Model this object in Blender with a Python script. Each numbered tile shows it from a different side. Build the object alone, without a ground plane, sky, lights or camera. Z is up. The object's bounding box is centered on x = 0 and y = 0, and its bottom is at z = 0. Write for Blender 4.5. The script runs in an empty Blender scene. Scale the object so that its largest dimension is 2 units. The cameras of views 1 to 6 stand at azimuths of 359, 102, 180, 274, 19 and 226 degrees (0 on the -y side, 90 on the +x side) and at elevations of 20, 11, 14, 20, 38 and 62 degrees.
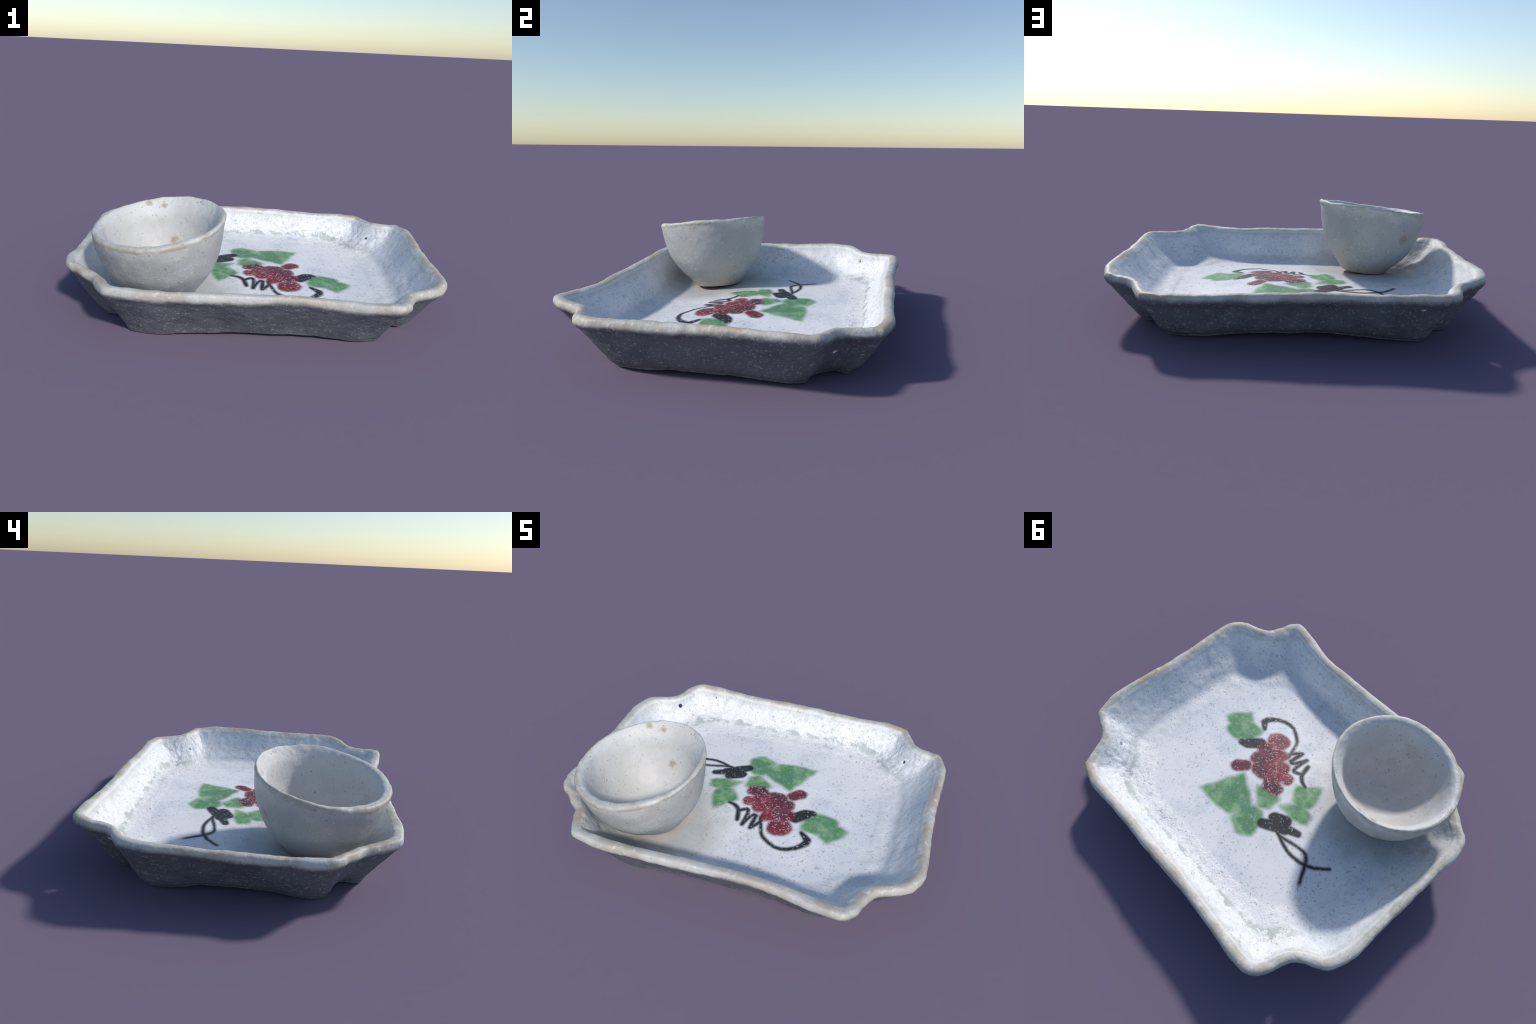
"""Hand-built stoneware tray with notched corners, a painted grape spray on its
floor, and a small tilted cup standing in one corner."""
import bpy, bmesh, math
import numpy as np
from mathutils import Vector, noise

# ------------------------------------------------------------------ helpers
def lerp(a, b, t):
    return a + (b - a) * t

def periodic_curve(points, period, samples):
    """points: list of (x, y, z, key or None). Keys fix the parameter; the points
    between two keys are spread by chord length. Returns samples x 3."""
    P = np.array([p[:3] for p in points], float)
    n = len(P)
    keyed = [(i, p[3]) for i, p in enumerate(points) if p[3] is not None]
    u = np.zeros(n)
    for (i, k), (j, k2) in zip(keyed, keyed[1:] + [(n, period)]):
        seg = [P[m % n] for m in range(i, j + 1)]
        d = np.cumsum([0] + [np.linalg.norm((b - a)[:2]) for a, b in zip(seg, seg[1:])])
        for m in range(i, j):
            u[m] = k + (k2 - k) * d[m - i] / d[-1]
    U = np.concatenate([u - period, u, u + period])
    Q = np.concatenate([P, P, P])
    h = np.diff(U)[:, None]
    s = np.diff(Q, axis=0) / h
    m = np.zeros_like(Q)
    m[1:-1] = (s[:-1] * h[1:] + s[1:] * h[:-1]) / (h[1:] + h[:-1])
    t = samples
    i = np.searchsorted(U, t, side="right") - 1
    hh = (U[i + 1] - U[i])[:, None]
    x = ((t - U[i])[:, None]) / hh
    return ((2*x**3 - 3*x**2 + 1) * Q[i] + (x**3 - 2*x**2 + x) * hh * m[i]
            + (-2*x**3 + 3*x**2) * Q[i + 1] + (x**3 - x**2) * hh * m[i + 1])

def profile_chain(ctrl, steps):
    """Catmull-Rom through a list of rings (each N x 3); steps[i] rings per span.
    Yields rings from the first control ring up to, not including, the last."""
    out, par = [], []
    K = len(ctrl)
    for i in range(K - 1):
        p0 = ctrl[max(i - 1, 0)]; p1 = ctrl[i]; p2 = ctrl[i + 1]; p3 = ctrl[min(i + 2, K - 1)]
        d01 = np.sqrt(np.linalg.norm(p1 - p0, axis=1) + 1e-6)[:, None]
        d12 = np.sqrt(np.linalg.norm(p2 - p1, axis=1) + 1e-6)[:, None]
        d23 = np.sqrt(np.linalg.norm(p3 - p2, axis=1) + 1e-6)[:, None]
        if i == 0: m1 = p2 - p1
        else: m1 = d12 * ((p1 - p0) / d01 - (p2 - p0) / (d01 + d12) + (p2 - p1) / d12)
        if i == K - 2: m2 = p2 - p1
        else: m2 = d12 * ((p2 - p1) / d12 - (p3 - p1) / (d12 + d23) + (p3 - p2) / d23)
        for k in range(steps[i]):
            x = k / steps[i]
            out.append((2*x**3 - 3*x**2 + 1) * p1 + (x**3 - 2*x**2 + x) * m1
                       + (-2*x**3 + 3*x**2) * p2 + (x**3 - x**2) * m2)
            par.append(i + x)
    return out, par

def loft_mesh(name, rings, params, centre_first, centre_last, p_first, p_last):
    """Closed skin of quads through rings with a fan at each end. Stores the place
    along the profile as a plain float so that faces can be sorted into parts."""
    N = len(rings[0])
    verts = np.concatenate([np.array([centre_first]), *rings, np.array([centre_last])])
    prof = [p_first] + [p for p in params for _ in range(N)] + [p_last]
    faces = [(0, 1 + (j + 1) % N, 1 + j) for j in range(N)]
    for r in range(len(rings) - 1):
        a, b = 1 + r * N, 1 + (r + 1) * N
        faces += [(a + j, a + (j + 1) % N, b + (j + 1) % N, b + j) for j in range(N)]
    a, last = 1 + (len(rings) - 1) * N, len(verts) - 1
    faces += [(a + j, a + (j + 1) % N, last) for j in range(N)]
    me = bpy.data.meshes.new(name)
    me.from_pydata(verts.tolist(), [], faces)
    at = me.attributes.new("profile", "FLOAT", "POINT")
    at.data.foreach_set("value", prof)
    bm = bmesh.new(); bm.from_mesh(me)
    bmesh.ops.recalc_face_normals(bm, faces=bm.faces)
    bm.to_mesh(me); bm.free()
    me.update()
    return me

def fbm(p, scale, octaves=3):
    return noise.fractal(p * scale, 1.0, 2.0, octaves)

def displace(me, amount):
    """Push each vertex along its normal by amount(position, profile)."""
    prof = np.zeros(len(me.vertices)); me.attributes["profile"].data.foreach_get("value", prof)
    no = [v.normal.copy() for v in me.vertices]
    for v, n, p in zip(me.vertices, no, prof):
        v.co = v.co + n * amount(v.co.copy(), p)
    me.update()

def punch(me, cutters, slot):
    """Cut round holes: cutters = (start, end, radius)."""
    ob = bpy.data.objects.new("work", me); bpy.context.collection.objects.link(ob)
    made = []
    for a, b, r in cutters:
        a, b = Vector(a), Vector(b)
        bm = bmesh.new()
        bmesh.ops.create_cone(bm, cap_ends=True, segments=20, radius1=r * 1.25, radius2=r * 0.85, depth=(b - a).length)
        q = (b - a).to_track_quat("Z", "Y")
        for v in bm.verts:
            wob = 1 + 0.25 * noise.noise(v.co * 90 + a * 7)
            v.co = q @ Vector((v.co.x * wob, v.co.y * wob, v.co.z)) + (a + b) / 2
        cm = bpy.data.meshes.new("cut"); bm.to_mesh(cm); bm.free()
        for m in me.materials: cm.materials.append(m)
        for f in cm.polygons: f.material_index = slot
        co = bpy.data.objects.new("cut", cm); bpy.context.collection.objects.link(co)
        made.append(co)
        mod = ob.modifiers.new("hole", "BOOLEAN"); mod.object = co; mod.operation = "DIFFERENCE"; mod.solver = "EXACT"
    dg = bpy.context.evaluated_depsgraph_get()
    new = bpy.data.meshes.new_from_object(ob.evaluated_get(dg))
    for o in made + [ob]:
        bpy.data.objects.remove(o)
    return new

def split_parts(me, names, parent, origin):
    """Separate the skin by material slot into named objects that keep coincident
    border vertices and the normals of the whole."""
    for f in me.polygons: f.use_smooth = True
    co = np.array([v.co[:] for v in me.vertices])
    no = np.array([v.normal[:] for v in me.vertices])
    prof = np.zeros(len(co)); me.attributes["profile"].data.foreach_get("value", prof)
    groups = {i: [] for i in range(len(names))}
    for f in me.polygons: groups[f.material_index].append(list(f.vertices))
    for i, name in enumerate(names):
        if not groups[i]: continue
        used = sorted({v for f in groups[i] for v in f})
        index = {v: k for k, v in enumerate(used)}
        pm = bpy.data.meshes.new(name)
        pm.from_pydata((co[used] - np.array(origin)).tolist(), [], [[index[v] for v in f] for f in groups[i]])
        at = pm.attributes.new("profile", "FLOAT", "POINT"); at.data.foreach_set("value", prof[used])
        for f in pm.polygons: f.use_smooth = True
        pm.materials.append(me.materials[i])
        pm.normals_split_custom_set_from_vertices(no[used].tolist())
        ob = bpy.data.objects.new(name, pm)
        bpy.context.collection.objects.link(ob)
        ob.parent = parent

# ------------------------------------------------------------ node shorthand
class Nodes:
    def __init__(self, name):
        self.mat = bpy.data.materials.new(name); self.mat.use_nodes = True
        self.t = self.mat.node_tree; self.t.nodes.clear()
        self.out = self.t.nodes.new("ShaderNodeOutputMaterial")
        self.bsdf = self.t.nodes.new("ShaderNodeBsdfPrincipled")
        self.t.links.new(self.bsdf.outputs[0], self.out.inputs[0])
        self.pos = self.t.nodes.new("ShaderNodeTexCoord").outputs["Object"]
    def put(self, sock, v):
        if isinstance(v, bpy.types.NodeSocket): self.t.links.new(v, sock)
        elif isinstance(v, (tuple, list)) and len(v) == 3 and len(sock.default_value) == 4: sock.default_value = (*v, 1)
        else: sock.default_value = v
    def math(self, op, a, b=0.0, c=0.0, clamp=False):
        n = self.t.nodes.new("ShaderNodeMath"); n.operation = op; n.use_clamp = clamp
        for s, v in zip(n.inputs, (a, b, c)): self.put(s, v)
        return n.outputs[0]
    def vec(self, op, a, b=(0, 0, 0), scale=None):
        n = self.t.nodes.new("ShaderNodeVectorMath"); n.operation = op
        self.put(n.inputs[0], a); self.put(n.inputs[1], b)
        if scale is not None: self.put(n.inputs["Scale"], scale)
        return n.outputs["Value"] if op in ("DOT_PRODUCT", "LENGTH", "DISTANCE") else n.outputs["Vector"]
    def ramp(self, x, lo, hi, a=0.0, b=1.0):
        n = self.t.nodes.new("ShaderNodeMapRange"); n.interpolation_type = "SMOOTHSTEP"
        for k, v in (("Value", x), ("From Min", lo), ("From Max", hi), ("To Min", a), ("To Max", b)):
            self.put(n.inputs[k], v)
        return n.outputs[0]
    def mix(self, f, a, b):
        n = self.t.nodes.new("ShaderNodeMix"); n.data_type = "RGBA"
        self.put(n.inputs[0], f); self.put(n.inputs[6], a); self.put(n.inputs[7], b)
        return n.outputs[2]
    def noise(self, scale, detail=3, rough=0.55, p=None, color=False):
        n = self.t.nodes.new("ShaderNodeTexNoise")
        self.put(n.inputs["Vector"], self.pos if p is None else p)
        n.inputs["Scale"].default_value = scale; n.inputs["Detail"].default_value = detail
        n.inputs["Roughness"].default_value = rough
        return n.outputs["Color" if color else "Fac"]
    def shards(self, scale, share, size=0.5, p=None, metric="MANHATTAN"):
        """Angular flecks: a random share of Voronoi cells, cut back around the
        cell's seed. Returns (mask, random tone)."""
        v = self.t.nodes.new("ShaderNodeTexVoronoi"); v.distance = metric
        self.put(v.inputs["Vector"], self.pos if p is None else p)
        v.inputs["Scale"].default_value = scale
        c = self.t.nodes.new("ShaderNodeSeparateColor"); self.t.links.new(v.outputs["Color"], c.inputs[0])
        chosen = self.math("LESS_THAN", c.outputs[0], share)
        reach = self.math("MULTIPLY", c.outputs[1], size)
        inside = self.ramp(v.outputs["Distance"], self.math("MULTIPLY", reach, 0.85), self.math("MULTIPLY", reach, 1.1), 1.0, 0.0)
        return self.math("MULTIPLY", chosen, inside), c.outputs[2]
    def fragments(self, scale, share, p, crowd=1.0):
        """Slivers and triangles: where chosen cells of two unlike Voronoi nets overlap."""
        cols = []
        for k, (sc, off) in enumerate(((scale, 0.0), (scale * 1.37, 3.7))):
            v = self.t.nodes.new("ShaderNodeTexVoronoi"); v.inputs["Scale"].default_value = sc
            self.put(v.inputs["Vector"], self.vec("ADD", p, (off, off, off)))
            c = self.t.nodes.new("ShaderNodeSeparateColor"); self.t.links.new(v.outputs["Color"], c.inputs[0])
            cols.append(c)
        lim = self.math("MULTIPLY", crowd, share)
        m = self.math("MULTIPLY", self.math("LESS_THAN", cols[0].outputs[0], lim), self.math("LESS_THAN", cols[1].outputs[0], lim))
        return m, cols[0].outputs[2]
    def profile(self):
        n = self.t.nodes.new("ShaderNodeAttribute"); n.attribute_name = "profile"
        return n.outputs["Fac"]
    def bump(self, height, strength, distance):
        n = self.t.nodes.new("ShaderNodeBump"); n.inputs["Strength"].default_value = strength
        n.inputs["Distance"].default_value = distance
        self.put(n.inputs["Height"], height); self.t.links.new(n.outputs[0], self.bsdf.inputs["Normal"])
    def finish(self, color, rough=0.45, spec=0.5):
        self.put(self.bsdf.inputs["Base Color"], color); self.put(self.bsdf.inputs["Roughness"], rough)
        self.bsdf.inputs["Specular IOR Level"].default_value = spec
        return self.mat

WHITE, WHITE_COOL, CELADON = (0.80, 0.80, 0.81), (0.71, 0.735, 0.77), (0.52, 0.56, 0.53)
BUFF, BUFF_WARM, RIM_PALE = (0.46, 0.425, 0.36), (0.48, 0.385, 0.30), (0.55, 0.55, 0.52)
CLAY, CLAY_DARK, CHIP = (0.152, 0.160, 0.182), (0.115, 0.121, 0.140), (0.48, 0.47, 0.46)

def glaze_colour(N):
    """Milky glaze: soft clouding and a few thin, greener patches."""
    c = N.mix(N.ramp(N.noise(5, 4), 0.42, 0.68), WHITE, WHITE_COOL)
    return N.mix(N.math("MULTIPLY", N.ramp(N.noise(9, 5, 0.6), 0.56, 0.74), 0.45), c, CELADON)

def flecked(N, c, tone=(0.38, 0.38, 0.38), density=1.0):
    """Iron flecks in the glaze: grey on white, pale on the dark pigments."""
    wob = N.vec("ADD", N.pos, N.vec("SCALE", N.noise(60, 2, 0.5, color=True), scale=0.010))
    crowd = N.ramp(N.noise(5.5, 4, 0.6), 0.36, 0.66, 0.55, 1.15)
    for scale, share, power in ((62, 0.20, 0.65), (105, 0.23, 0.75)):
        m, r = N.fragments(scale, share * density**0.5, wob, crowd)
        c = N.mix(N.math("MULTIPLY", m, N.ramp(r, 0, 1, power * 0.35, power)), c, tone)
    m, r = N.shards(120, 0.10 * density, 0.7, wob)
    c = N.mix(N.math("MULTIPLY", m, 0.7), c, tone)
    return c

# ------------------------------------------------------------- the painting
LEAVES = [  # convex brush dabs, anticlockwise or clockwise, metres on the floor
    [(.272, .340), (.120, .348), (.013, .318), (-.060, .215), (.050, .140), (.158, .084)],
    [(-.165, .320), (-.085, .368), (.018, .320), (-.025, .175), (-.100, .165), (-.155, .235)],
    [(-.055, .180), (.062, .090), (-.010, .030), (-.110, .045), (-.110, .135)],
    [(-.325, .045), (-.250, .084), (-.120, .080), (-.150, .025), (-.215, -.025), (-.295, -.025)],
    [(-.240, .010), (-.150, .010), (-.093, -.075), (-.205, -.190), (-.268, -.080)],
    [(.365, -.022), (.484, -.026), (.505, -.095), (.410, -.188), (.298, -.188), (.300, -.112)],
    [(.410, -.100), (.500, -.066), (.562, -.100), (.470, -.232), (.405, -.190)],
]
INK = [  # runs of (x, y, radius)
    [(.256, -.110, .037), (.302, -.060, .036)], [(.300, -.050, .026), (.338, -.036, .022)],
    [(-.146, .218, .030), (-.195, .180, .036)], [(-.168, .148, .037), (-.222, .118, .037)],
    [(-.205, .185, .028), (-.262, .152, .027)], [(-.262, .138, .028), (-.322, .114, .021)],
    [(-.215, .190, .010), (-.256, .195, .011), (-.321, .216, .011), (-.389, .224, .0105), (-.454, .212, .0105), (-.518, .181, .010), (-.579, .121, .009)],
    [(-.270, .192, .009), (-.351, .172, .009), (-.417, .158, .009), (-.451, .173, .010), (-.493, .229, .010), (-.532, .297, .009)],
    [(.072, -.170, .009), (.095, -.235, .010), (.132, -.297, .010), (.210, -.338, .011), (.282, -.333, .012), (.343, -.288, .016), (.362, -.240, .021), (.318, -.200, .012)],
    [(-.135, -.112, .009), (-.092, -.126, .012), (-.064, -.160, .013), (-.048, -.220, .012)],
    [(-.064, -.160, .011), (-.022, -.132, .012), (-.006, -.160, .012), (-.010, -.245, .012)],
    [(-.010, -.245, .011), (.018, -.176, .011), (.045, -.165, .012), (.042, -.255, .012), (.085, -.190, .010)],
]
BERRIES = [  # (ax, ay, bx, by, radius, ripeness 0 red .. 1 dark)
    (.180, -.210, .202, -.200, .058, .25), (.185, -.115, .200, -.105, .050, .8), (.108, -.142, .118, -.138, .046, 0),
    (.172, -.038, .188, -.030, .044, .9), (.195, .055, .228, .088, .040, .7), (.100, .010, .128, .006, .046, .9),
    (.042, -.088, .062, -.082, .048, 0), (.022, -.005, .045, -.002, .046, .3), (-.034, -.066, .025, -.038, .036, 0),
    (-.036, .026, .008, .034, .042, 1.0), (.135, -.075, .150, -.065, .045, .5), (.085, -.050, .095, -.040, .044, .3),
]

def painting(N, base):
    wob = N.vec("SUBTRACT", N.noise(14, 2, 0.5, color=True), (0.5, 0.5, 0.5))
    P = N.vec("MULTIPLY", N.vec("ADD", N.pos, N.vec("SCALE", wob, scale=0.03)), (1, 1, 0))
    Pink = N.vec("MULTIPLY", N.vec("ADD", N.pos, N.vec("SCALE", wob, scale=0.012)), (1, 1, 0))
    def capsule(ax, ay, bx, by, ra, rb, P=P):
        a, d = (ax, ay, 0), (bx - ax, by - ay, 0)
        L = max(d[0]**2 + d[1]**2, 1e-8)
        pa = N.vec("SUBTRACT", P, a)
        h = N.math("ADD", N.vec("DOT_PRODUCT", pa, (d[0] / L, d[1] / L, 0)), 0.0, clamp=True)
        dist = N.vec("DISTANCE", pa, N.vec("SCALE", d, scale=h))
        return N.math("SUBTRACT", dist, N.math("MULTIPLY_ADD", h, rb - ra, ra))
    def dab(poly, P):
        cx = sum(p[0] for p in poly) / len(poly); cy = sum(p[1] for p in poly) / len(poly)
        d = None
        for (x0, y0), (x1, y1) in zip(poly, poly[1:] + poly[:1]):
            nx, ny = y1 - y0, x0 - x1
            l = math.hypot(nx, ny); nx, ny = nx / l, ny / l
            if (cx - x0) * nx + (cy - y0) * ny > 0: nx, ny = -nx, -ny
            e = N.math("SUBTRACT", N.vec("DOT_PRODUCT", P, (nx, ny, 0)), x0 * nx + y0 * ny)
            d = e if d is None else N.math("SMOOTH_MAX", d, e, 0.035)
        return d
    soft = 0.017
    def after(P, prev):
        """Same place, worked out only once prev is known (keeps the node stack short)."""
        return P if prev is None else N.vec("ADD", P, N.vec("SCALE", (1, 1, 0), scale=N.math("MULTIPLY", prev, 1e-7)))
    # leaves: washed green, darker where the brush pooled
    green = None
    for poly in LEAVES:
        d = dab(poly, after(P, green)); green = d if green is None else N.math("MINIMUM", green, d)
    wash = N.noise(11, 4, 0.6)
    g = N.mix(N.ramp(wash, 0.40, 0.68), (0.055, 0.235, 0.065), (0.24, 0.43, 0.21))
    g = N.mix(N.math("MULTIPLY", N.ramp(N.noise(7, 2), 0.52, 0.66), 0.7), g, (0.045, 0.21, 0.085))
    c = N.mix(N.math("MULTIPLY", N.ramp(green, soft, -soft, 0, 1), 0.93), base, g)
    # ink strokes and blots
    ink = None
    for run in INK:
        q = [run[0]] + list(run) + [run[-1]]
        fine = []
        for i in range(1, len(q) - 2):           # round the stroke between its points
            for t in ((0, .5) if len(run) > 2 else (0,)):
                fine.append(tuple(.5 * (2*b + (c2 - a) * t + (2*a - 5*b + 4*c2 - e) * t*t + (3*b - a - 3*c2 + e) * t**3)
                                  for a, b, c2, e in zip(q[i - 1], q[i], q[i + 1], q[i + 2])))
        fine.append(run[-1])
        here = after(Pink, green if ink is None else ink)
        for (ax, ay, ra), (bx, by, rb) in zip(fine, fine[1:]):
            d = capsule(ax, ay, bx, by, ra, rb, here)
            ink = d if ink is None else N.math("MINIMUM", ink, d)
    c = N.mix(N.math("MULTIPLY", N.ramp(ink, 0.011, -0.008, 0, 1), 0.98), c, (0.009, 0.011, 0.017))
    # berries
    allb, dark = None, None
    for ax, ay, bx, by, r, ripe in BERRIES:
        d = capsule(ax, ay, bx, by, r, r, after(P, ink if allb is None else allb))
        allb = d if allb is None else N.math("SMOOTH_MIN", allb, d, 0.012)
        if ripe:
            e = N.math("MULTIPLY", N.ramp(d, 0.012, -0.03, 0, 1), ripe)
            dark = e if dark is None else N.math("MAXIMUM", dark, e)
    red = N.mix(N.ramp(N.noise(18, 3), 0.4, 0.68), (0.19, 0.010, 0.024), (0.31, 0.042, 0.065))
    red = N.mix(N.math("MULTIPLY", dark, 0.85), red, (0.062, 0.017, 0.030))
    return N.mix(N.math("MULTIPLY", N.ramp(allb, 0.013, -0.011, 0, 1), 0.98), c, red), N.ramp(allb, 0.01, -0.01, 0, 1)

CUP_FOOT = (-.463, -.341)

def clay_colour(N):
    c = N.mix(N.ramp(N.noise(6, 4), 0.35, 0.65), CLAY, CLAY_DARK)
    wob = N.vec("ADD", N.pos, N.vec("SCALE", N.noise(30, 2, 0.5, color=True), scale=0.02))
    for scale, share, power in ((40, 0.15, 0.45), (72, 0.22, 0.65), (115, 0.25, 0.75)):
        m, r = N.fragments(scale, share, wob, N.ramp(N.noise(7, 3), 0.35, 0.65, 0.7, 1.1))
        tone = N.mix(r, CHIP, (0.38, 0.36, 0.33))
        c = N.mix(N.math("MULTIPLY", m, N.ramp(r, 0, 1, power * 0.35, power)), c, tone)
    return c

def rim_colour(N):
    c = N.mix(N.ramp(N.noise(7, 4), 0.36, 0.62), RIM_PALE, BUFF)
    c = N.mix(N.ramp(N.noise(5, 3), 0.52, 0.74), c, BUFF_WARM)
    return N.mix(N.math("MULTIPLY", N.ramp(N.noise(30, 5, 0.65), 0.55, 0.68), 0.45), c, WHITE)

def lip_mask(N, p):
    """1 where the glaze that runs over the lip still covers the clay."""
    ragged = N.math("MULTIPLY", N.math("SUBTRACT", N.noise(22, 5, 0.65), 0.5), 0.20)
    swing = N.math("MULTIPLY", N.math("SUBTRACT", N.noise(3.5, 2), 0.5), 0.40)
    sep = N.t.nodes.new("ShaderNodeSeparateXYZ"); N.t.links.new(N.pos, sep.inputs[0])
    swing = N.math("ADD", swing, N.ramp(sep.outputs["Y"], -0.6, 0.6, 0.0, 0.09))   # pale band widened at the lit front, narrowed on the shaded back
    return N.ramp(N.math("ADD", N.math("ADD", p, ragged), swing), 2.90, 3.14, 1, 0)

def cup_surround_tint(N, c):
    """Darker area around the cup: wide grey, brownish close in."""
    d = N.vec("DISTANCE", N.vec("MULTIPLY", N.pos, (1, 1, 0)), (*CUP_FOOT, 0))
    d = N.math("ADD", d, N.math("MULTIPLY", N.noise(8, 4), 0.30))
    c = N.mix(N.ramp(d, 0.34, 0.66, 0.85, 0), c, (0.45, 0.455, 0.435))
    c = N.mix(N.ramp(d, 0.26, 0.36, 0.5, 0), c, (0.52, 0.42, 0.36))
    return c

def floor_material():
    N = Nodes("painted_glaze")
    c = glaze_colour(N)
    c = cup_surround_tint(N, c)
    c, berry = painting(N, c)
    c = flecked(N, c)
    m, _ = N.fragments(105, 0.30, N.pos)
    c = N.mix(N.math("MULTIPLY", N.math("MULTIPLY", m, berry), 0.5), c, (0.60, 0.56, 0.56))
    N.bump(N.noise(60, 4), 0.12, 0.006)
    return N.finish(c, N.ramp(N.noise(12, 3), 0.3, 0.7, 0.5, 0.66), 0.4)

def inner_wall_material():
    N = Nodes("crawled_glaze")
    c = cup_surround_tint(N, glaze_colour(N))
    p = N.profile()
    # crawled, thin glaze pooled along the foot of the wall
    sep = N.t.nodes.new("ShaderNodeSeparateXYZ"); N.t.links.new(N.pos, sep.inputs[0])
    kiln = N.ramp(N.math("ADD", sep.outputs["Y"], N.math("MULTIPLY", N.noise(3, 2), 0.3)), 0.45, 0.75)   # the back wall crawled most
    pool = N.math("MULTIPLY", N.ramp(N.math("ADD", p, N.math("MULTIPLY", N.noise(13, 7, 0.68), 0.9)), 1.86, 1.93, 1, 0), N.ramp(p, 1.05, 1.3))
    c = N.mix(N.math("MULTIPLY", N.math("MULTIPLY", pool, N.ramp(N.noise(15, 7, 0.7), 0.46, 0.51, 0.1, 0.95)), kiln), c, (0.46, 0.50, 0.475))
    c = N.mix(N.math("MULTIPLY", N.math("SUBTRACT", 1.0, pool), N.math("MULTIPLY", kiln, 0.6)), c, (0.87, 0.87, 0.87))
    dull = N.math("MULTIPLY", N.ramp(N.noise(34, 6, 0.7), 0.50, 0.60), N.ramp(N.noise(6, 3), 0.4, 0.65, 0.1, 0.55))
    c = N.mix(dull, c, (0.50, 0.52, 0.51))
    edge = N.ramp(N.math("ADD", p, N.math("MULTIPLY", N.noise(14, 5), 0.35)), 2.02, 2.2)
    c = N.mix(N.math("MULTIPLY", edge, 0.7), c, RIM_PALE)
    c = flecked(N, c, density=1.0)
    N.bump(N.math("MULTIPLY", N.math("ADD", N.noise(28, 6, 0.65), N.math("MULTIPLY", N.noise(90, 3), 0.3)), N.ramp(kiln, 0, 1, 0.35, 1.0)), 0.6, 0.014)
    return N.finish(c, 0.48)

def rim_material():
    N = Nodes("worn_rim_glaze")
    p = N.profile()
    c = rim_colour(N)
    inner = N.ramp(N.math("ADD", p, N.math("MULTIPLY", N.noise(14, 5), 0.35)), 2.25, 2.5, 1, 0)
    c = N.mix(N.math("MULTIPLY", inner, 0.7), c, WHITE)
    c = flecked(N, c, density=0.5)
    c = N.mix(lip_mask(N, p), clay_colour(N), c)
    N.bump(N.noise(40, 5, 0.6), 0.35, 0.01)
    return N.finish(c, 0.52)

def outer_material(name="bare_stoneware"):
    N = Nodes(name)
    p = N.profile()
    c = N.mix(lip_mask(N, p), clay_colour(N), flecked(N, rim_colour(N), density=0.5))
    N.bump(N.math("ADD", N.noise(25, 6, 0.6), N.math("MULTIPLY", N.noise(120, 3), 0.25)), 0.35, 0.01)
    return N.finish(c, 0.6, 0.35)

CUP_SPOTS = [((-.525, -.098, .522), .030), ((-.606, -.098, .532), .028), ((-.46, -.155, .338), .034)]

def cup_material(name, kind):
    N = Nodes(name)
    p = N.profile()
    if kind == "outside":
        c = N.mix(N.ramp(N.noise(5, 4), 0.38, 0.66), (0.43, 0.43, 0.42), (0.38, 0.385, 0.38))
        c = N.mix(N.math("MULTIPLY", N.ramp(N.noise(4, 3), 0.52, 0.7), 0.6), c, (0.49, 0.49, 0.515))
        foot = N.ramp(N.math("ADD", p, N.math("MULTIPLY", N.noise(9, 4), 0.5)), 1.22, 1.62, 1, 0)
        c = N.mix(N.math("MULTIPLY", foot, 0.75), c, (0.47, 0.37, 0.29))
        spots = [((-.660, -.128, .368), .05), ((-.615, -.118, .39), .03)]
    elif kind == "inside":
        c = N.mix(N.ramp(N.noise(5, 4), 0.38, 0.66), (0.575, 0.565, 0.545), (0.63, 0.625, 0.615))
        c = N.mix(N.math("MULTIPLY", N.ramp(N.noise(6, 3), 0.55, 0.7), 0.5), c, (0.53, 0.49, 0.42))
        spots = CUP_SPOTS
    else:
        c = N.mix(N.ramp(N.noise(9, 4), 0.36, 0.62), RIM_PALE, BUFF)
        c = N.mix(N.math("MULTIPLY", N.ramp(N.noise(30, 5, 0.65), 0.55, 0.68), 0.4), c, WHITE)
        inner = N.ramp(N.math("ADD", p, N.math("MULTIPLY", N.math("SUBTRACT", N.noise(14, 4), 0.5), 0.3)), 2.42, 2.62)
        c = N.mix(inner, c, (0.61, 0.605, 0.59))
        spots = CUP_SPOTS
    for s, r in spots:
        q = tuple(a - b for a, b in zip(s, CUP_ORIGIN))
        d = N.math("ADD", N.vec("DISTANCE", N.pos, q), N.math("MULTIPLY", N.math("SUBTRACT", N.noise(40, 3), 0.5), 0.035))
        c = N.mix(N.ramp(d, r * 0.25, r, 0.75, 0), c, (0.30, 0.22, 0.14))
    if kind == "outside":
        lip = N.math("ADD", p, N.math("MULTIPLY", N.math("SUBTRACT", N.noise(10, 4), 0.5), 0.4))
        c = N.mix(N.ramp(lip, 1.86, 2.02, 0, 0.8), c, RIM_PALE)
    c = flecked(N, c, tone=(0.24, 0.24, 0.235), density=0.45)
    if kind == "outside":
        m, r = N.fragments(95, 0.21, N.vec("ADD", N.pos, (5, 5, 5)), N.ramp(N.noise(4, 2), 0.4, 0.65, 0.5, 1.1))
        c = N.mix(N.math("MULTIPLY", m, 0.5), c, (0.66, 0.65, 0.63))
    N.bump(N.noise(35, 5, 0.6), 0.25, 0.01)
    return N.finish(c, 0.52)

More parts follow.
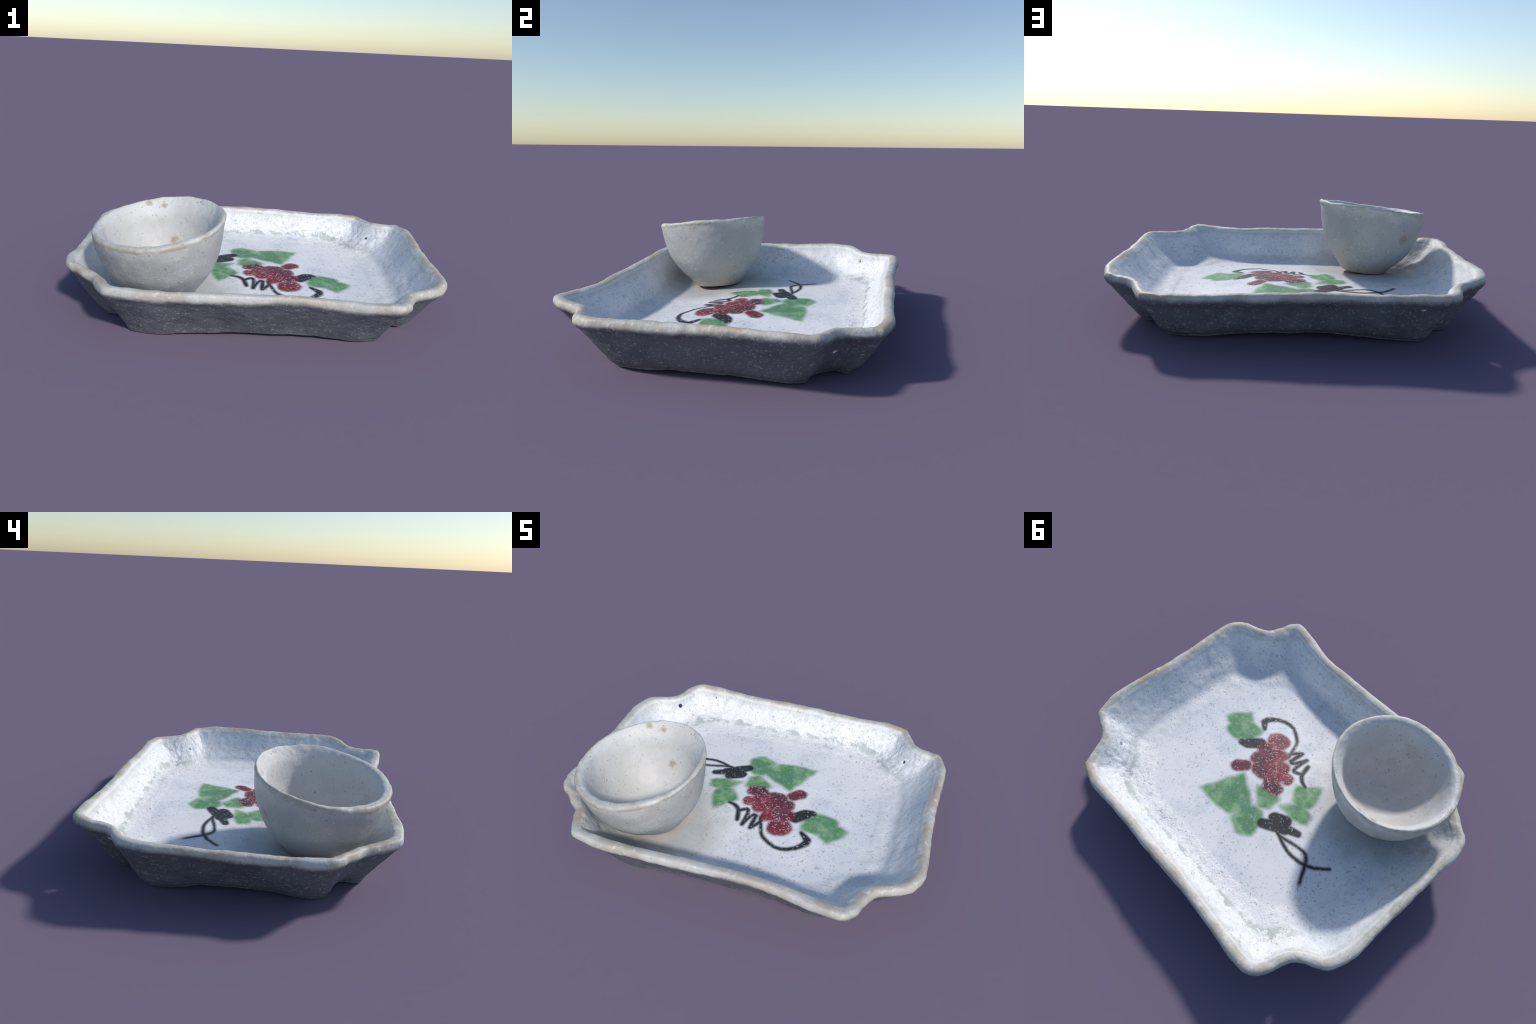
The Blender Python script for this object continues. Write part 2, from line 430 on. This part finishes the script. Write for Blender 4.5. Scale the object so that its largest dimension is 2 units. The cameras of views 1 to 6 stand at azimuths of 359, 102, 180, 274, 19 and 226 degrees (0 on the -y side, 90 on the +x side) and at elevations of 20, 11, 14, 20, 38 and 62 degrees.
# --------------------------------------------------------------------- tray
# keys: 0 front-left foot .. anticlockwise; every 4th is a side's middle
RIM = [  # outermost edge in plan, and the height of the rim's crest
    (-.650, -0.783, .300, 0), (-.550, -0.796, .296, None), (-.400, -0.790, .290, None), (-.200, -0.781, .285, None),
    (0, -0.773, .285, 1), (.200, -0.766, .283, None), (.400, -0.771, .273, None), (.520, -0.798, .274, None),
    (.650, -0.815, .283, 2), (.716, -0.782, .281, None), (.749, -0.702, .272, None),
    (.783, -0.633, .269, 3), (.853, -0.598, .271, None), (.918, -0.566, .277, None),
    (.965, -0.515, .282, 4), (.988, -0.460, .284, None), (.992, -0.390, .285, None), (.985, -0.240, .285, None),
    (.983, -0.080, .287, 5), (.988, 0.080, .290, None), (1.000, 0.220, .294, None), (1.004, 0.330, .293, None), (.996, 0.420, .289, None),
    (.980, 0.477, .283, 6), (.945, 0.535, .282, None), (.900, 0.555, .276, None), (.858, 0.570, .274, None),
    (.812, 0.606, .271, 7), (.792, 0.652, .266, None), (.776, 0.690, .262, None),
    (.750, 0.735, .262, None), (.700, 0.778, .263, 8), (.630, 0.800, .264, None), (.520, 0.803, .267, None), (.400, 0.798, .269, None), (.250, 0.795, .276, None),
    (.050, 0.799, .287, 9), (-.140, 0.791, .289, None), (-.300, 0.798, .291, None), (-.430, 0.806, .294, None), (-.560, 0.812, .298, None),
    (-.650, 0.813, .301, 10), (-.710, 0.801, .303, None), (-.755, 0.765, .302, None), (-.778, 0.720, .300, None),
    (-.795, 0.655, .299, 11), (-.815, 0.610, .300, None), (-.865, 0.570, .304, None), (-.920, 0.540, .312, None),
    (-.960, 0.500, .317, 12), (-.986, 0.440, .318, None), (-.998, 0.360, .318, None), (-.997, 0.230, .315, None),
    (-.992, 0.060, .305, 13), (-.992, -0.120, .301, None), (-.994, -0.260, .302, None), (-.997, -0.360, .305, None),
    (-.985, -0.430, .307, 14), (-.960, -0.480, .306, None), (-.915, -0.512, .302, None), (-.866, -0.552, .293, None),
    (-.810, -0.595, .286, 15), (-.782, -0.650, .288, None), (-.740, -0.725, .295, None), (-.705, -0.768, .299, None),
]
BASE = [  # outline of the foot and its height above the ground: it stands on its corners
    (-.600, -.615, .001, 0), (-.540, -.632, .000, None), (-.300, -.622, .012, None), (0, -.612, .018, 1), (.300, -.618, .018, None), (.550, -.632, .002, None),
    (.604, -.619, .001, 2), (.608, -.546, .008, None), (.652, -.490, .012, 3), (.725, -.460, .010, None),
    (.797, -.418, .006, 4), (.807, -.360, .008, None), (.813, -.200, .018, None), (.813, .020, .021, 5), (.812, .220, .017, None), (.818, .350, .011, None),
    (.798, .420, .007, 6), (.718, .449, .012, None), (.650, .501, .012, 7), (.614, .556, .008, None),
    (.605, .622, .002, 8), (.540, .643, .005, None), (.300, .633, .024, None), (0, .622, .035, 9), (-.300, .619, .031, None), (-.550, .624, .005, None),
    (-.610, .608, .000, 10), (-.620, .540, .004, None), (-.655, .486, .010, 11), (-.730, .455, .008, None),
    (-.797, .414, .003, 12), (-.820, .335, .006, None), (-.810, .200, .026, None), (-.806, 0, .034, 13), (-.806, -.200, .025, None), (-.816, -.330, .003, None),
    (-.796, -.405, .002, 14), (-.718, -.438, .006, None), (-.652, -.486, .008, 15), (-.632, -.560, .004, None),
]

def floor_height(x, y):
    fx = np.where(x > 0, np.exp(-(np.abs(x) / .45)**3), 1 - .08 * (np.abs(x) / .75)**4)
    fy = np.where(y > 0, 1 - .06 * (np.abs(y) / .62)**4, np.exp(-(np.abs(y) / .30)**2.5))
    return .078 + .045 * fx * fy

def build_tray():
    SEG = 720
    u = np.linspace(0, 16, SEG, endpoint=False)
    rim = periodic_curve(RIM, 16, u)
    base = periodic_curve(BASE, 16, u)
    k = np.exp(-(np.arange(-18, 19) / 6)**2 / 2); k /= k.sum()
    base = sum(w * np.roll(base, j, 0) for w, j in zip(k, range(-18, 19)))   # worn corners
    flare = base.copy(); flare[:, 2] = 0; flare /= np.linalg.norm(flare, axis=1)[:, None]
    base += flare * .012
    tan = np.roll(rim, -3, 0) - np.roll(rim, 3, 0); tan[:, 2] = 0
    tan /= np.linalg.norm(tan, axis=1)[:, None]
    inward = np.stack([-tan[:, 1], tan[:, 0], np.zeros(SEG)], 1)
    for _ in range(6): inward = (inward + np.roll(inward, 1, 0) + np.roll(inward, -1, 0)) / 3
    inward /= np.linalg.norm(inward, axis=1)[:, None]
    top = rim[:, 2].copy()
    def at(xy, z):
        r = np.array(xy); r = r[:, :3].copy(); r[:, 2] = z; return r
    front = np.clip((-rim[:, 1] - .6) / .15, 0, 1)   # 1 along the front, 0 elsewhere
    back = np.clip((rim[:, 1] - .6) / .15, 0, 1)
    def inset(d, drop, more=0.0):
        return at(rim + inward * (d + more * front)[:, None], top - drop)
    notch = np.zeros(SEG)                       # 1 at the four corner notches
    for k in (3, 7, 11, 15):
        d = np.abs((u - k + 8) % 16 - 8); notch = np.maximum(notch, np.exp(-(d / 0.45)**2))
    def outer_at(z):                             # plan of the outer wall at height z
        t = np.clip((z - base[:, 2]) / (top - .03 - base[:, 2]), 0, 1)[:, None]
        return base + (rim - base) * t
    foot = at(base * np.array([.945, .985, 1]), 0); foot[:, 2] = floor_height(foot[:, 0], foot[:, 1]) + .014 + .016 * front
    edge = at(foot * np.array([.875, .865, 1]), 0); edge[:, 2] = floor_height(edge[:, 0], edge[:, 1])
    midz = np.full(SEG, .175)
    near = np.exp(-((u - 3) / .7)**2)            # the front right corner is the heaviest
    thick = (.066 - .016 * notch + .014 * front + .022 * near)[:, None]
    mid = at(outer_at(midz) + inward * thick, midz)
    low = at(lerp(foot, mid, .5), foot[:, 2] + (midz - foot[:, 2]) * .42)
    low[:, :2] += (inward * .002)[:, :2]
    def even(r, reach):                          # rounds a ring off along its length
        k = np.exp(-(np.arange(-3 * reach, 3 * reach + 1) / reach)**2 / 2); k /= k.sum()
        return sum(w * np.roll(r, j, 0) for w, j in zip(k, range(-3 * reach, 3 * reach + 1)))
    mid, low, foot = even(mid, 9), even(low, 12), even(foot, 12)
    edge = even(edge, 16); edge[:, 2] = floor_height(edge[:, 0], edge[:, 1])
    rings, par = [], []
    for s in np.linspace(0, 1, 34)[1:-1]:
        r = edge * s; r[:, 2] = floor_height(r[:, 0], r[:, 1]); rings.append(r); par.append(s)
    ctrl = [edge, foot, low, mid, even(inset(.060 + .010 * np.exp(-((u - 3) / .7)**2), .024), 6), even(inset(.044, .006, .002), 3), inset(.025, 0, -.008), inset(.008, .006, -.003), inset(0, .034)]
    under = (.018 * (1 - notch * .3))
    wall_hi = at(outer_at(top - .075), top - .075)
    swell = (.004 - .010 * front + .006 * back)[:, None]
    wall_mid = at(outer_at(np.full(SEG, .12)) - inward * swell, .12)
    wall_low = at(outer_at(base[:, 2] + .03) - inward * (swell + .003), base[:, 2] + .034)
    toe = at(base - inward * .001, base[:, 2] + .009)
    sole = at(base + inward * .005, base[:, 2])
    ctrl += [wall_hi, wall_mid, wall_low, toe, sole, at(base * .93, base[:, 2] + .006), at(base * .85, .03)]
    steps = [10, 8, 10, 14, 6, 5, 5, 6, 8, 14, 12, 5, 4, 4, 4]
    place = [.999, 1.15, 1.4, 1.65, 2, 2.25, 2.5, 2.75, 3, 3.22, 3.5, 3.85, 3.95, 4, 4.2, 4.5]
    r2, p2 = profile_chain(ctrl, steps)
    rings += r2
    par += [float(np.interp(p, range(len(place)), place)) for p in p2]
    for s in np.linspace(1, 0, 12)[:-1]:
        r = base * .85 * s; r[:, 2] = .03 + .02 * (1 - s); rings.append(r); par.append(4.5 + .5 * (1 - s))
    me = loft_mesh("tray_skin", rings, par, (0, 0, .123), (0, 0, .05), 0, 5)

    def relief(p, pr):
        a = .005 * fbm(p + Vector((3, 1, 7)), 5) + .0016 * fbm(p, 22)
        if 1.2 < pr < 2.2:                       # crawled glaze on the inside wall
            w = min((pr - 1.2) / .25, 1) * min((2.2 - pr) / .2, 1)
            a += w * (.0015 + .0040 * min(max((p.y - .35) / .25, 0), 1)) * fbm(p + Vector((9, 2, 2)), 26, 4)
        if 2 <= pr <= 3.2:
            a += .0022 * fbm(p + Vector((0, 5, 0)), 16)
        if pr > 3.2:
            a += .0015 * fbm(p + Vector((7, 0, 0)), 30, 4)
        if pr < 1: a *= .45
        return a
    displace(me, relief)
    for v in me.vertices: v.co.z = max(v.co.z, 0)
    me.update()

    names = ["tray_floor", "inner_wall", "rim", "outer_wall", "underside"]
    for m in (floor_material(), inner_wall_material(), rim_material(), outer_material(), outer_material("bare_underside")):
        me.materials.append(m)
    prof = np.zeros(len(me.vertices)); me.attributes["profile"].data.foreach_get("value", prof)
    for f in me.polygons:
        p = sum(prof[i] for i in f.vertices) / len(f.vertices)
        f.material_index = 0 if p < 1 else 1 if p < 2 else 2 if p < 3 else 3 if p < 4 else 4
    # hanging holes pushed through the soft wall
    me = punch(me, [((-.700, .475, .300), (-.855, .690, .170), .0135),
                    ((.735, .465, .222), (.790, .640, .092), .010),
                    ((-.572, .690, .275), (-.600, .870, .180), .006)], 1)
    root = bpy.data.objects.new("tray", None); bpy.context.collection.objects.link(root)
    root["label"] = "white glazed rectangular ceramic tray with notched corners and painted grapes"
    root["category"] = "tray"
    split_parts(me, names, root, (0, 0, 0))

# ---------------------------------------------------------------------- cup
CUP_RIM = Vector((-.5028, -.3856, .520))
CUP_AXIS = Vector((-.0992, -.1117, 1)).normalized()
CUP_LENGTH = .422
CUP_ORIGIN = tuple(CUP_RIM - CUP_AXIS * CUP_LENGTH)

def build_cup():
    SEG = 300
    a = np.linspace(0, 2 * np.pi, SEG, endpoint=False)
    n = np.array(CUP_AXIS)
    ex = np.array([1, 0, 0]) - n * n[0]; ex /= np.linalg.norm(ex)
    ey = np.cross(n, ex)
    oval = 1 + .0125 * np.cos(2 * (a - .96))
    lip = np.array([.006 * noise.noise(Vector((math.cos(t) * 1.6, math.sin(t) * 1.6, 4)))
                    + .004 * noise.noise(Vector((math.cos(t) * 5, math.sin(t) * 5, 9))) for t in a])
    o = np.array(CUP_ORIGIN)
    def ring(s, r, off=1.0):
        k = max(s / CUP_LENGTH, 0)
        R = r * (1 + (oval - 1) * k)
        h = s + lip * k**3
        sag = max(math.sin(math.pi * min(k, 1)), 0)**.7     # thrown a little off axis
        R = R + .009 * sag * off
        return o + np.array([-.011, -.002, 0]) * sag * off + np.outer(R * np.cos(a), ex) + np.outer(R * np.sin(a), ey) + np.outer(h, n)
    L = CUP_LENGTH
    outside = [(-.004, .105), (0, .138), (.014, .150), (.05, .180), (.105, .226), (.175, .270), (.245, .298), (.315, .319), (L - .03, .334)]
    lipc = [(L - .012, .339), (L - .003, .333), (L, .320), (L - .004, .303), (L - .020, .290)]
    inside = [(L - .07, .274), (.26, .246), (.185, .208), (.125, .158), (.092, .105), (.080, .055)]
    far = (.5 + .5 * np.cos(a - 1.2))**1.5        # on the high side the lip is pared to a bevel
    bevel = [(0, 0), (.001, .001), (0, .009), (-.016, .008), (-.022, .004)]
    ctrl = [ring(s, r) for s, r in outside]
    for (s, r), (ds, dr) in zip(lipc, bevel):
        low, flat = ring(s + ds, r + dr, 0), ring(s, r, 0)
        ctrl.append(flat + (low - flat) * far[:, None])
    ctrl += [ring(s, r, 0) for s, r in inside]
    place = [.6, 1, 1.06, 1.15, 1.3, 1.5, 1.65, 1.82, 2, 2.2, 2.4, 2.5, 2.7, 3, 3.2, 3.4, 3.6, 3.75, 3.9, 3.95]
    steps = [4, 4, 6, 8, 9, 9, 9, 9, 5, 4, 4, 4, 5, 7, 10, 10, 9, 7, 6]
    rings, p = profile_chain(ctrl, steps)
    rings.append(ctrl[-1]); p.append(len(ctrl) - 1)
    par = [float(np.interp(q, range(len(place)), place)) for q in p]
    me = loft_mesh("cup_skin", rings, par, o + n * -.004, o + n * .078, .5, 4)
    def relief(q, pr):
        return .0045 * fbm(q + Vector((1, 8, 3)), 5) + .0012 * fbm(q, 20) + (.0016 * fbm(q, 28) if 2 < pr < 3 else 0)
    displace(me, relief)
    for m in (cup_material("cup_outer_glaze", "outside"), cup_material("cup_rim_glaze", "rim"), cup_material("cup_inner_glaze", "inside")):
        me.materials.append(m)
    prof = np.zeros(len(me.vertices)); me.attributes["profile"].data.foreach_get("value", prof)
    for f in me.polygons:
        q = sum(prof[i] for i in f.vertices) / len(f.vertices)
        f.material_index = 0 if q < 2 else 1 if q < 3 else 2
    root = bpy.data.objects.new("cup", None); bpy.context.collection.objects.link(root)
    root.location = CUP_ORIGIN
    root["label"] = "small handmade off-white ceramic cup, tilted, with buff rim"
    root["category"] = "cup"
    split_parts(me, ["cup_wall", "cup_rim", "cup_interior"], root, CUP_ORIGIN)

build_tray()
build_cup()
